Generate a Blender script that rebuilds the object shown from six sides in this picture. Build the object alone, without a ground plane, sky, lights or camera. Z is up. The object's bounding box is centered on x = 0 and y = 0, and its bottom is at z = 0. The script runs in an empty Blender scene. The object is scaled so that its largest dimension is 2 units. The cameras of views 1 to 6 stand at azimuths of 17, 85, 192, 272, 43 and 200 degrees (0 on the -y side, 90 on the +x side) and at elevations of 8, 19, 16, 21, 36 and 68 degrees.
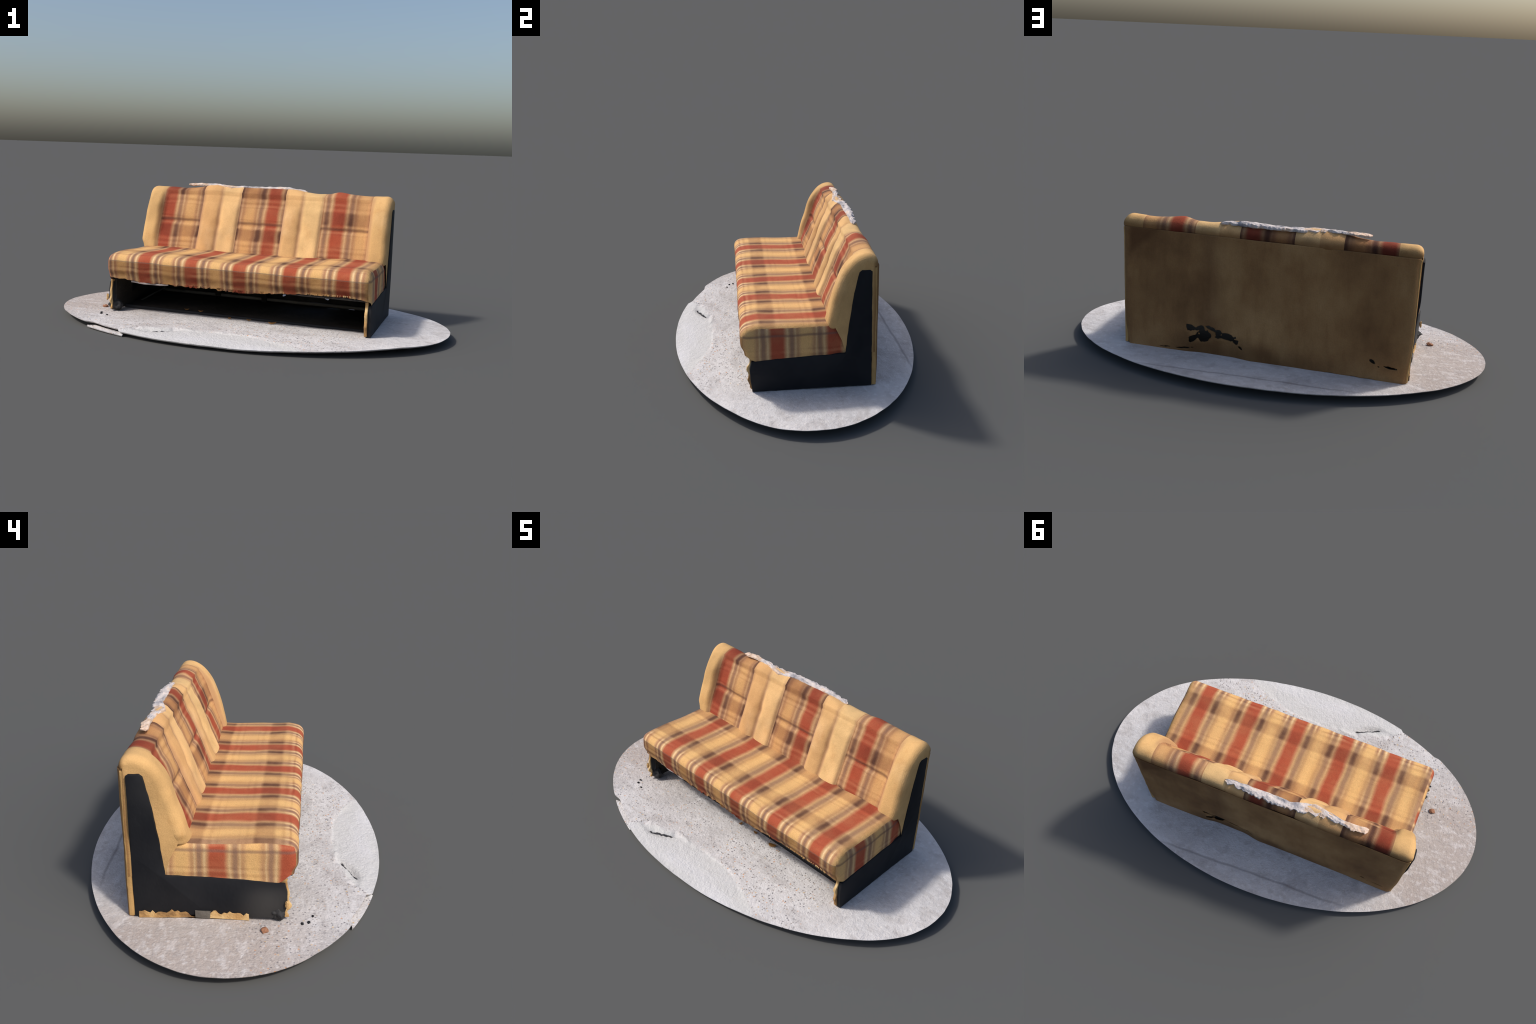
import bpy, bmesh, math, random
from mathutils import Vector, noise

random.seed(7)
SC = bpy.context.scene.collection
TURN = -0.04            # the bench stands slightly turned on its slab


# ------------------------------------------------------------------ helpers
def lerp(a, b, t):
    return a + (b - a) * t


def smooth(a, b, x):
    if a == b:
        return 0.0 if x < a else 1.0
    t = min(1.0, max(0.0, (x - a) / (b - a)))
    return t * t * (3 - 2 * t)


def table(pts, x):
    """piecewise smooth-linear lookup through (x, y) control points"""
    if x <= pts[0][0]:
        return pts[0][1]
    for (x0, y0), (x1, y1) in zip(pts, pts[1:]):
        if x <= x1:
            return lerp(y0, y1, (x - x0) / (x1 - x0))
    return pts[-1][1]


def n3(x, y, z, seed=0.0):
    return noise.noise(Vector((x + seed * 13.7, y - seed * 7.3, z + seed * 3.1)))


def catmull(pts, per):
    out = []
    n = len(pts)
    for i in range(n - 1):
        p0, p1 = Vector(pts[max(i - 1, 0)]), Vector(pts[i])
        p2, p3 = Vector(pts[i + 1]), Vector(pts[min(i + 2, n - 1)])
        for k in range(per):
            t = k / per
            out.append(0.5 * ((2 * p1) + (p2 - p0) * t + (2 * p0 - 5 * p1 + 4 * p2 - p3) * t * t
                              + (3 * p1 - p0 - 3 * p2 + p3) * t ** 3))
    out.append(Vector(pts[-1]))
    return out


def resample(poly, step):
    d = [0.0]
    for a, b in zip(poly, poly[1:]):
        d.append(d[-1] + (b - a).length)
    n = max(2, int(round(d[-1] / step)))
    out, j = [], 0
    for i in range(n + 1):
        s = d[-1] * i / n
        while j < len(poly) - 2 and d[j + 1] < s:
            j += 1
        t = (s - d[j]) / max(d[j + 1] - d[j], 1e-9)
        out.append(poly[j].lerp(poly[j + 1], t))
    return out


def make_object(name, verts, faces, mat, parent, smooth_shade=True, angle=None):
    me = bpy.data.meshes.new(name)
    me.from_pydata([tuple(v) for v in verts], [], faces)
    bm = bmesh.new()
    bm.from_mesh(me)
    bmesh.ops.recalc_face_normals(bm, faces=bm.faces)
    bm.to_mesh(me)
    bm.free()
    me.materials.append(mat)
    if smooth_shade:
        me.polygons.foreach_set('use_smooth', [True] * len(me.polygons))
    if angle is not None:
        me.set_sharp_from_angle(angle=angle)
    ob = bpy.data.objects.new(name, me)
    SC.objects.link(ob)
    ob.parent = parent
    return ob


def bm_object(name, bm, mat, parent, smooth_shade=True, angle=0.7):
    bmesh.ops.recalc_face_normals(bm, faces=bm.faces)
    me = bpy.data.meshes.new(name)
    bm.to_mesh(me)
    bm.free()
    me.materials.append(mat)
    if smooth_shade:
        me.polygons.foreach_set('use_smooth', [True] * len(me.polygons))
        me.set_sharp_from_angle(angle=angle)
    ob = bpy.data.objects.new(name, me)
    SC.objects.link(ob)
    ob.parent = parent
    return ob


# ------------------------------------------------------------------ node kit
class Graph:
    def __init__(self, name, rough=0.85):
        self.mat = bpy.data.materials.new(name)
        self.mat.use_nodes = True
        self.t = self.mat.node_tree
        self.t.nodes.clear()
        self.out = self.t.nodes.new('ShaderNodeOutputMaterial')
        self.bsdf = self.t.nodes.new('ShaderNodeBsdfPrincipled')
        self.bsdf.inputs['Roughness'].default_value = rough
        self.bsdf.inputs['Specular IOR Level'].default_value = 0.25
        self.t.links.new(self.bsdf.outputs[0], self.out.inputs[0])
        tc = self.t.nodes.new('ShaderNodeTexCoord')
        self.pos = tc.outputs['Object']
        sp = self.t.nodes.new('ShaderNodeSeparateXYZ')
        self.link(self.pos, sp.inputs[0])
        self.x, self.y, self.z = sp.outputs

    def link(self, a, b):
        self.t.links.new(a, b)

    def put(self, v, sock):
        if isinstance(v, (int, float)):
            sock.default_value = v
        elif isinstance(v, (tuple, list)):
            sock.default_value = tuple(v) + ((1.0,) if len(v) == 3 and sock.type == 'RGBA' else ())
        else:
            self.link(v, sock)

    def math(self, op, a, b=0.0, c=0.0, clamp=False):
        n = self.t.nodes.new('ShaderNodeMath')
        n.operation = op
        n.use_clamp = clamp
        for v, s in zip((a, b, c), n.inputs):
            self.put(v, s)
        return n.outputs[0]

    def add(self, a, b): return self.math('ADD', a, b)
    def sub(self, a, b): return self.math('SUBTRACT', a, b)
    def mul(self, a, b): return self.math('MULTIPLY', a, b)

    def step(self, a, b, x):
        n = self.t.nodes.new('ShaderNodeMapRange')
        n.interpolation_type = 'SMOOTHSTEP'
        if a < b:
            lo, hi, o0, o1 = a, b, 0.0, 1.0
        else:
            lo, hi, o0, o1 = b, a, 1.0, 0.0
        self.put(x, n.inputs['Value'])
        n.inputs['From Min'].default_value = lo
        n.inputs['From Max'].default_value = hi
        n.inputs['To Min'].default_value = o0
        n.inputs['To Max'].default_value = o1
        return n.outputs['Result']

    def band(self, x, c, half, soft):
        """1 inside |x-c|<half, soft edges"""
        d = self.math('ABSOLUTE', self.sub(x, c))
        return self.step(half + soft, max(half - soft, 0.0), d)

    def noise(self, scale, detail=3.0, stretch=(1, 1, 1), rough=0.55):
        m = self.t.nodes.new('ShaderNodeMapping')
        m.inputs['Scale'].default_value = stretch
        self.link(self.pos, m.inputs[0])
        n = self.t.nodes.new('ShaderNodeTexNoise')
        n.inputs['Scale'].default_value = scale
        n.inputs['Detail'].default_value = detail
        n.inputs['Roughness'].default_value = rough
        self.link(m.outputs[0], n.inputs['Vector'])
        return n.outputs['Fac']

    def voronoi(self, scale, feature='F1', rand=1.0):
        n = self.t.nodes.new('ShaderNodeTexVoronoi')
        n.feature = feature
        n.inputs['Scale'].default_value = scale
        n.inputs['Randomness'].default_value = rand
        self.link(self.pos, n.inputs['Vector'])
        return n

    def ramp(self, fac, stops, interp='LINEAR'):
        n = self.t.nodes.new('ShaderNodeValToRGB')
        n.color_ramp.interpolation = interp
        el = n.color_ramp.elements
        while len(el) > 1:
            el.remove(el[-1])
        el[0].position = stops[0][0]
        el[0].color = tuple(stops[0][1]) + (1,)
        for p, c in stops[1:]:
            e = el.new(p)
            e.color = tuple(c) + (1,)
        self.link(fac, n.inputs[0])
        return n.outputs[0]

    def mix(self, fac, a, b, mode='MIX'):
        n = self.t.nodes.new('ShaderNodeMix')
        n.data_type = 'RGBA'
        n.blend_type = mode
        self.put(fac, n.inputs[0])
        self.put(a, n.inputs[6])
        self.put(b, n.inputs[7])
        return n.outputs[2]

    def bump(self, h, strength=0.3, dist=0.01):
        n = self.t.nodes.new('ShaderNodeBump')
        n.inputs['Strength'].default_value = strength
        n.inputs['Distance'].default_value = dist
        self.link(h, n.inputs['Height'])
        self.link(n.outputs[0], self.bsdf.inputs['Normal'])

    def colour(self, c):
        self.put(c, self.bsdf.inputs['Base Color'])
        return self.mat


# ------------------------------------------------------------------ colours
BEIGE = (0.71, 0.425, 0.172)
CREAM = (0.78, 0.56, 0.31)
TAN = (0.54, 0.31, 0.15)
DARK = (0.27, 0.15, 0.10)
BROWN = (0.40, 0.20, 0.11)
RED = (0.395, 0.085, 0.040)
PERIOD = 0.249


def warp_stops():
    half = [(0.000, RED), (0.026, RED), (0.037, TAN), (0.045, CREAM), (0.052, TAN), (0.059, DARK), (0.067, DARK),
            (0.073, TAN), (0.079, CREAM), (0.083, TAN), (0.089, BROWN), (0.096, TAN), (0.106, BEIGE), (0.1245, BEIGE)]
    full = [(-d, c) for d, c in reversed(half[1:])] + half
    return [(d / PERIOD + 0.5, c) for d, c in full]


def rubbed_stops():
    half = [(0.000, RED), (0.022, RED), (0.030, (0.46, 0.16, 0.08)), (0.043, (0.56, 0.34, 0.155)), (0.056, (0.35, 0.205, 0.115)), (0.068, (0.35, 0.205, 0.115)),
            (0.080, (0.52, 0.315, 0.145)), (0.090, (0.53, 0.31, 0.135)), (0.104, BEIGE), (0.1245, (0.76, 0.47, 0.19))]
    full = [(-d, c) for d, c in reversed(half[1:])] + half
    return [(d / PERIOD + 0.5, c) for d, c in full]


def plaid(name, centre, weft_coord, weft_centre, extra=None, along='x', rubbed=lambda g: 0.5, heavy=0.0):
    """tartan upholstery: woven stripes across x, softer bands across the other direction"""
    g = Graph(name, 0.9)
    wob = g.mul(g.sub(g.noise(9.0, 2.0), 0.5), 0.016)
    u = g.add(g.x if along == 'x' else g.y, wob)
    f = g.math('FRACT', g.add(g.math('DIVIDE', g.sub(u, centre), PERIOD), 0.5))
    rub = g.math('MULTIPLY', rubbed(g), g.add(0.68, g.mul(g.step(0.3, 0.6, g.noise(6.5, 3.0)), 0.40)), clamp=True)
    col = g.mix(rub, g.ramp(f, warp_stops()), g.ramp(f, rubbed_stops()))
    dw = g.math('ABSOLUTE', g.mul(g.sub(f, 0.5), PERIOD))
    # sun-faded, rubbed areas where the stripes nearly run together
    col = g.mix(g.mul(g.step(0.42, 0.66, g.noise(11.0, 3.0)), 0.30), col, g.mix(0.5, col, (0.50, 0.26, 0.12)))
    t = weft_coord(g)
    t = g.add(t, g.mul(g.sub(g.noise(7.0, 2.0), 0.5), 0.02))
    d = g.math('ABSOLUTE', g.mul(g.sub(g.math('FRACT', g.add(g.math('DIVIDE', g.sub(t, weft_centre), PERIOD), 0.5)), 0.5), PERIOD))
    broad = g.step(0.044, 0.026, d)
    lines = g.math('MAXIMUM', g.band(d, 0.062, 0.006, 0.004), g.mul(g.band(d, 0.089, 0.004, 0.003), 0.7))
    broad = g.mul(broad, g.add(0.75, g.mul(g.step(0.35, 0.6, g.noise(10.0, 2.0)), 0.25)))
    light = g.math('MAXIMUM', g.band(d, 0.046, 0.005, 0.004), g.band(d, 0.077, 0.005, 0.004))
    fade = g.step(0.30, 0.62, g.noise(8.0, 3.0))
    col = g.mix(g.mul(broad, g.add(0.5, g.mul(fade, 0.4))), col, (0.62, 0.55, 0.57), 'MULTIPLY')
    knot = g.mul(broad, g.band(dw, 0.063, 0.010 + 0.006 * heavy, 0.010 + 0.004 * heavy))
    col = g.mix(g.mul(knot, g.add(0.35 + 0.35 * heavy, g.mul(fade, 0.5))), col, (0.50, 0.44, 0.46), 'MULTIPLY')
    lines = g.mul(lines, g.sub(1.0, g.mul(rub, 0.78)))
    col = g.mix(g.mul(lines, g.add(0.15, g.mul(fade, 0.55))), col, (0.55, 0.46, 0.45), 'MULTIPLY')
    col = g.mix(g.mul(light, g.mul(fade, g.sub(0.20, g.mul(rub, 0.20)))), col, CREAM)
    if heavy > 0.9:
        col = g.mix(g.step(0.35, 0.65, g.noise(3.5, 3.0)), g.mix(1.0, col, (0.86, 0.80, 0.80), 'MULTIPLY'), g.mix(1.0, col, (0.74, 0.66, 0.68), 'MULTIPLY'))
    if extra:
        col = extra(g, col)
    # worn, slightly faded patches and the weave itself
    col = g.mix(g.mul(g.step(0.45, 0.75, g.noise(5.0, 3.0)), 0.30), col, (1.0, 0.86, 0.68), 'MULTIPLY')
    col = g.mix(g.mul(g.step(0.5, 0.8, g.noise(13.0, 4.0)), 0.25), col, (0.80, 0.72, 0.66), 'MULTIPLY')
    col = g.mix(0.35, col, g.ramp(g.noise(240.0, 2.0), [(0.35, (0.72, 0.7, 0.68)), (0.65, (1.1, 1.1, 1.1))]), 'MULTIPLY')
    g.bump(g.add(g.noise(260.0, 2.0), g.mul(g.noise(24.0, 3.0), 2.5)), 0.22, 0.006)
    return g.colour(col)


def seat_weft(g):
    # arc length: along the depth on top, running on down the front
    return g.add(g.y, g.math('MINIMUM', g.sub(g.z, 0.315), 0.0))


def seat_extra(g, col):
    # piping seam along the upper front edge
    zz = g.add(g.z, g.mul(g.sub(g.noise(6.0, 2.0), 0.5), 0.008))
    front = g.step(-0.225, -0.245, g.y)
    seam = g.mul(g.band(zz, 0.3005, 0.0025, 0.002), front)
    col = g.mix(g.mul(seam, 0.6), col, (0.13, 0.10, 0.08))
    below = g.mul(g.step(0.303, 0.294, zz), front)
    col = g.mix(g.mul(below, 0.95), col, (0.55, 0.50, 0.46), 'MULTIPLY')  # front face tinted darker for the scan's baked shade under the edge
    baked_shade_blotch = g.mul(below, g.step(0.4, 0.7, g.noise(5.0, 4.0)))
    return g.mix(g.mul(baked_shade_blotch, 0.6), col, (0.62, 0.56, 0.53), 'MULTIPLY')


def side_extra(g, col):
    zz = g.add(g.z, g.mul(g.sub(g.noise(6.0, 2.0), 0.5), 0.012))
    seam = g.band(zz, 0.304, 0.005, 0.004)
    return g.mix(g.mul(seam, 0.6), col, (0.17, 0.10, 0.08))


def back_weft(g):
    return g.add(g.mul(g.z, 1.04), g.mul(g.y, 0.25))


def roll_painted_shade(g, col):
    # shade painted into the cloth behind the top roll, ending in a soft uneven line
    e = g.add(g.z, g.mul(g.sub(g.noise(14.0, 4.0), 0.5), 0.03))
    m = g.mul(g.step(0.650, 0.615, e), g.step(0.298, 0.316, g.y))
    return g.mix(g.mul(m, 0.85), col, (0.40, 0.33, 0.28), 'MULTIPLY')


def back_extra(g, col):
    col = roll_painted_shade(g, col)
    front = g.step(0.24, 0.2, g.y)
    seam = g.mul(g.band(g.add(g.z, g.mul(g.sub(g.noise(12.0, 2.0), 0.5), 0.012)), 0.484, 0.005, 0.007), front)
    return g.mix(g.mul(seam, 0.6), col, (0.12, 0.055, 0.04))


def plain_cloth(name, tint, x_range=None):
    g = Graph(name, 0.9)
    col = g.ramp(g.noise(6.0, 4.0), [(0.3, tuple(c * 0.76 for c in tint)), (0.55, tint), (0.75, tuple(min(1, c * 1.13) for c in tint))])
    col = g.mix(g.mul(g.step(0.55, 0.75, g.noise(14.0, 4.0, (1, 1, 0.5))), 0.45), col, (0.80, 0.68, 0.58), 'MULTIPLY')
    pale = g.step(0.5, 0.75, g.noise(4.3, 3.0, (1.6, 1.6, 0.7)))
    col = g.mix(g.mul(pale, 0.35), col, (0.74, 0.52, 0.30))
    col = g.mix(0.25, col, g.ramp(g.noise(230.0, 2.0), [(0.35, (0.75, 0.74, 0.72)), (0.65, (1.06, 1.06, 1.06))]), 'MULTIPLY')
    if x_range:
        col = roll_painted_shade(g, col)
    if x_range:   # darker brown along the stitched seams at either side
        d = g.math('MINIMUM', g.sub(g.x, x_range[0]), g.sub(x_range[1], g.x))
        front = g.step(0.28, 0.22, g.y)
        col = g.mix(g.mul(g.mul(g.step(0.020, 0.0, d), front), 0.55), col, (0.32, 0.17, 0.10))
    g.bump(g.add(g.noise(250.0, 2.0), g.mul(g.noise(20.0, 3.0), 3.0)), 0.2, 0.006)
    return g.colour(col)


def rear_cloth():
    g = Graph('rear_cover_cloth', 0.95)
    col = g.ramp(g.noise(4.0, 5.0, (1, 1, 0.8)), [(0.30, (0.20, 0.100, 0.040)), (0.5, (0.31, 0.165, 0.066)), (0.70, (0.42, 0.245, 0.105))])
    col = g.mix(g.mul(g.step(0.45, 0.75, g.noise(30.0, 4.0, (1, 1, 0.22))), 0.30), col, (0.62, 0.56, 0.50), 'MULTIPLY')
    # long vertical stain and a wedge-shaped one in the upper corner
    st = g.mul(g.band(g.add(g.x, g.mul(g.sub(g.noise(5.0, 3.0), 0.5), 0.10)), 0.235, 0.05, 0.045), g.step(0.10, 0.2, g.z))
    col = g.mix(g.mul(st, 0.65), col, (0.50, 0.44, 0.44), 'MULTIPLY')
    wedge = g.sub(g.add(g.mul(g.sub(g.x, 0.50), 0.9), 0.0), g.mul(g.sub(0.60, g.z), 1.0))
    wedge = g.mul(g.step(-0.035, 0.02, wedge), g.mul(g.step(0.42, 0.5, g.z), g.step(0.64, 0.61, g.x)))
    col = g.mix(g.mul(wedge, 0.85), col, (0.55, 0.48, 0.47), 'MULTIPLY')
    # soot along the foot, strongest under the torn part
    foot = g.mul(g.step(0.16, 0.06, g.add(g.z, g.mul(g.sub(g.noise(8.0, 3.0), 0.5), 0.08))),
                 g.band(g.x, 0.08, 0.30, 0.12))
    col = g.mix(g.mul(foot, 0.7), col, (0.35, 0.31, 0.29), 'MULTIPLY')
    col = g.mix(0.3, col, g.ramp(g.noise(200.0, 2.0), [(0.35, (0.7, 0.7, 0.7)), (0.65, (1.1, 1.1, 1.1))]), 'MULTIPLY')
    g.bump(g.add(g.noise(180.0, 2.0), g.mul(g.noise(22.0, 4.0, (1, 1, 0.3)), 3.0)), 0.3, 0.006)
    return g.colour(col)


def black_vinyl():
    g = Graph('black_vinyl', 0.7)
    col = g.ramp(g.noise(7.0, 4.0), [(0.3, (0.006, 0.007, 0.010)), (0.7, (0.014, 0.0145, 0.017))])
    # scuffed grey patch by the foot, front left
    sc = g.mul(g.band(g.y, -0.17, 0.06, 0.07), g.mul(g.step(-0.5, -0.6, g.x), g.step(0.2, 0.12, g.z)))
    col = g.mix(g.mul(sc, 0.6), col, (0.06, 0.057, 0.054))
    g.bump(g.noise(30.0, 4.0), 0.25, 0.006)
    return g.colour(col)


def torn_lining():
    g = Graph('torn_lining_ochre', 0.95)
    col = g.ramp(g.noise(14.0, 4.0), [(0.32, (0.22, 0.12, 0.05)), (0.48, (0.48, 0.28, 0.11)), (0.62, (0.66, 0.44, 0.20)), (0.75, (0.70, 0.54, 0.30))])
    g.bump(g.noise(60.0, 4.0), 0.5, 0.01)
    return g.colour(col)


def foam_white():
    g = Graph('exposed_wadding', 0.95)
    col = g.ramp(g.noise(11.0, 4.0), [(0.32, (0.27, 0.26, 0.29)), (0.42, (0.50, 0.46, 0.45)), (0.52, (0.64, 0.57, 0.54)), (0.60, (0.62, 0.44, 0.31)), (0.69, (0.70, 0.63, 0.58))])
    warm = g.step(-0.36, -0.44, g.x)
    col = g.mix(g.mul(warm, 0.55), col, (0.80, 0.56, 0.40))
    g.bump(g.noise(70.0, 4.0), 0.6, 0.012)
    return g.colour(col)


def dark_frame(name, a, b, rough=0.8):
    g = Graph(name, rough)
    col = g.ramp(g.noise(9.0, 4.0), [(0.3, a), (0.7, b)])
    g.bump(g.noise(50.0, 4.0), 0.4, 0.01)
    return g.colour(col)


def concrete():
    g = Graph('weathered_concrete', 0.92)
    col = g.ramp(g.noise(3.2, 5.0), [(0.25, (0.45, 0.425, 0.42)), (0.5, (0.575, 0.55, 0.545)), (0.75, (0.67, 0.645, 0.64))])
    # warmer, dustier ground on the left
    warm = g.mul(g.step(-0.35, -0.80, g.add(g.x, g.mul(g.sub(g.noise(3.0, 3.0), 0.5), 0.3))), g.step(-0.45, -0.1, g.y))
    col = g.mix(g.mul(warm, 0.75), col, (0.37, 0.305, 0.265))
    streak = g.step(0.48, 0.72, g.noise(9.0, 5.0, (1.0, 2.2, 1.0)))
    col = g.mix(g.mul(streak, 0.5), col, (0.36, 0.325, 0.31))
    streak2 = g.step(0.52, 0.70, g.noise(17.0, 4.0, (0.6, 1.6, 1.0)))
    col = g.mix(g.mul(streak2, 0.35), col, (0.72, 0.70, 0.705))
    # smooth hollow along the front
    hx = g.math('ABSOLUTE', g.sub(g.x, -0.05))
    edge = g.sub(-0.405, g.mul(g.math('POWER', hx, 2.6), 1.05))
    smooth_zone = g.step(0.012, -0.012, g.sub(g.add(g.y, g.mul(g.sub(g.noise(12.0, 3.0), 0.5), 0.04)), edge))
    smooth_col = g.ramp(g.noise(4.0, 3.0, (0.5, 1.6, 1)), [(0.3, (0.53, 0.52, 0.50)), (0.7, (0.63, 0.62, 0.63))])
    # grit: crisp in front, washed out behind and on the right
    crisp = g.mul(g.step(0.12, -0.2, g.y), g.step(0.75, 0.5, g.x))
    pale = g.step(0.50, 0.72, g.noise(60.0, 3.0))
    col = g.mix(g.mul(pale, 0.35), col, (0.76, 0.745, 0.75))
    mott = g.step(0.55, 0.75, g.noise(26.0, 4.0))
    col = g.mix(g.mul(mott, 0.45), col, (0.37, 0.335, 0.32))
    v = g.voronoi(90.0)
    pick = g.t.nodes.new('ShaderNodeSeparateColor')
    g.link(v.outputs['Color'], pick.inputs[0])
    dot = g.mul(g.step(0.42, 0.24, v.outputs['Distance']), g.step(0.48, 0.54, pick.outputs[0]))
    dotcol = g.ramp(pick.outputs[1], [(0.0, (0.16, 0.15, 0.16)), (0.45, (0.30, 0.26, 0.24)), (0.72, (0.34, 0.27, 0.21)), (0.80, (0.55, 0.27, 0.12)), (0.9, (0.60, 0.42, 0.22))], 'CONSTANT')
    patchy = g.step(0.35, 0.6, g.noise(6.0, 3.0))
    col = g.mix(g.mul(g.mul(dot, crisp), g.add(0.35, g.mul(patchy, 0.55))), col, dotcol)
    v2 = g.voronoi(34.0)
    pick2 = g.t.nodes.new('ShaderNodeSeparateColor')
    g.link(v2.outputs['Color'], pick2.inputs[0])
    big = g.mul(g.step(0.26, 0.12, v2.outputs['Distance']), g.step(0.70, 0.76, pick2.outputs[0]))
    col = g.mix(g.mul(g.mul(big, crisp), 0.55), col, (0.24, 0.22, 0.22))
    col = g.mix(g.mul(smooth_zone, 0.92), col, smooth_col)
    cl = g.sub(g.y, g.add(-0.4580, g.mul(g.add(g.x, 0.285), 0.43)))
    cl = g.add(cl, g.mul(g.sub(g.noise(40.0, 3.0), 0.5), 0.014))
    crack = g.mul(g.band(cl, 0.0, 0.0045, 0.002), g.band(g.x, -0.285, 0.062, 0.006))
    col = g.mix(crack, col, (0.035, 0.035, 0.04))
    blot = g.mul(g.step(0.56, 0.70, g.noise(5.5, 5.0)), g.step(0.1, 0.35, g.y))
    col = g.mix(g.mul(blot, 0.5), col, (0.30, 0.27, 0.265))
    # faint dark joint behind the bench
    jy = g.add(0.505, g.mul(g.sub(g.noise(4.0, 2.0), 0.5), 0.03))
    joint = g.mul(g.band(g.sub(g.y, jy), 0.0, 0.004, 0.006), g.mul(g.step(-0.55, -0.3, g.x), g.step(0.6, 0.4, g.x)))
    col = g.mix(g.mul(joint, 0.55), col, (0.20, 0.18, 0.18))
    g.bump(g.add(g.noise(38.0, 5.0), g.mul(g.noise(120.0, 3.0), 0.6)), 0.45, 0.012)
    return g.colour(col)


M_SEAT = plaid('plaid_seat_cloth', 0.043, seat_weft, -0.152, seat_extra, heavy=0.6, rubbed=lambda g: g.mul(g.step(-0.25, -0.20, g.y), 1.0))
M_SIDE_R = plaid('plaid_side_cloth', -0.110, lambda g: g.z, 0.40, side_extra, along='y', rubbed=lambda g: 0.55)
M_SIDE_L = plaid('plaid_side_cloth_worn', 0.008, lambda g: g.z, 0.40, side_extra, along='y', rubbed=lambda g: 0.55)
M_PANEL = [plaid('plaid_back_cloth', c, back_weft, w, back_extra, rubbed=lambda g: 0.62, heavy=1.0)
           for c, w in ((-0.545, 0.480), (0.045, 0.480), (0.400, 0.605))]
M_REAR = rear_cloth()
M_VINYL = black_vinyl()
M_LINING = torn_lining()
M_FOAM = foam_white()
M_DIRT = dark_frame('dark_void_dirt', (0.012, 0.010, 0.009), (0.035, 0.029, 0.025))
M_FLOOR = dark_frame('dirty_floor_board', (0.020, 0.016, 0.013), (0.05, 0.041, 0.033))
M_METAL = dark_frame('dull_frame_metal', (0.10, 0.088, 0.075), (0.17, 0.15, 0.125), 0.6)
M_CONC = concrete()
M_PALE = dark_frame('pale_piping', (0.26, 0.22, 0.20), (0.46, 0.40, 0.38))

# ------------------------------------------------------------------ bench
bench = bpy.data.objects.new('bench_seat', None)
SC.objects.link(bench)
bench.rotation_euler = (0, 0, TURN)
bench['label'] = 'worn plaid upholstered bench seat with padded back, red and beige'
bench['category'] = 'bench'

# --- backrest: one profile swept along x, quilted into sewn channels
PROFILE = [(0.128, 0.270), (0.108, 0.318), (0.113, 0.360), (0.127, 0.420), (0.142, 0.470), (0.162, 0.535), (0.186, 0.588),
           (0.218, 0.627), (0.253, 0.648), (0.289, 0.654), (0.314, 0.644), (0.327, 0.622), (0.327, 0.603), (0.320, 0.597)]
END = 0.667
BORDERS = [-END, -0.576, -0.355, -0.250, -0.140, 0.105, 0.200, 0.312, 0.562, END]
KINDS = ['end_bolster', 'plaid_panel', 'plain_channel', 'plain_channel', 'plaid_panel', 'plain_channel', 'plain_channel', 'plaid_panel', 'end_bolster']
CHANNEL_TINTS = {2: (0.61, 0.345, 0.145), 3: (0.73, 0.45, 0.20), 5: (0.65, 0.385, 0.165), 6: (0.75, 0.48, 0.215)}

prof = resample(catmull([(p[0], p[1]) for p in PROFILE], 8), 0.0095)
pn = []
for i, p in enumerate(prof):
    t = prof[min(i + 1, len(prof) - 1)] - prof[max(i - 1, 0)]
    pn.append(Vector((-t.y, t.x)).normalized())      # outward (front/up/back)
NS = len(prof)
SEAMS = BORDERS[1:-1]


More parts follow.
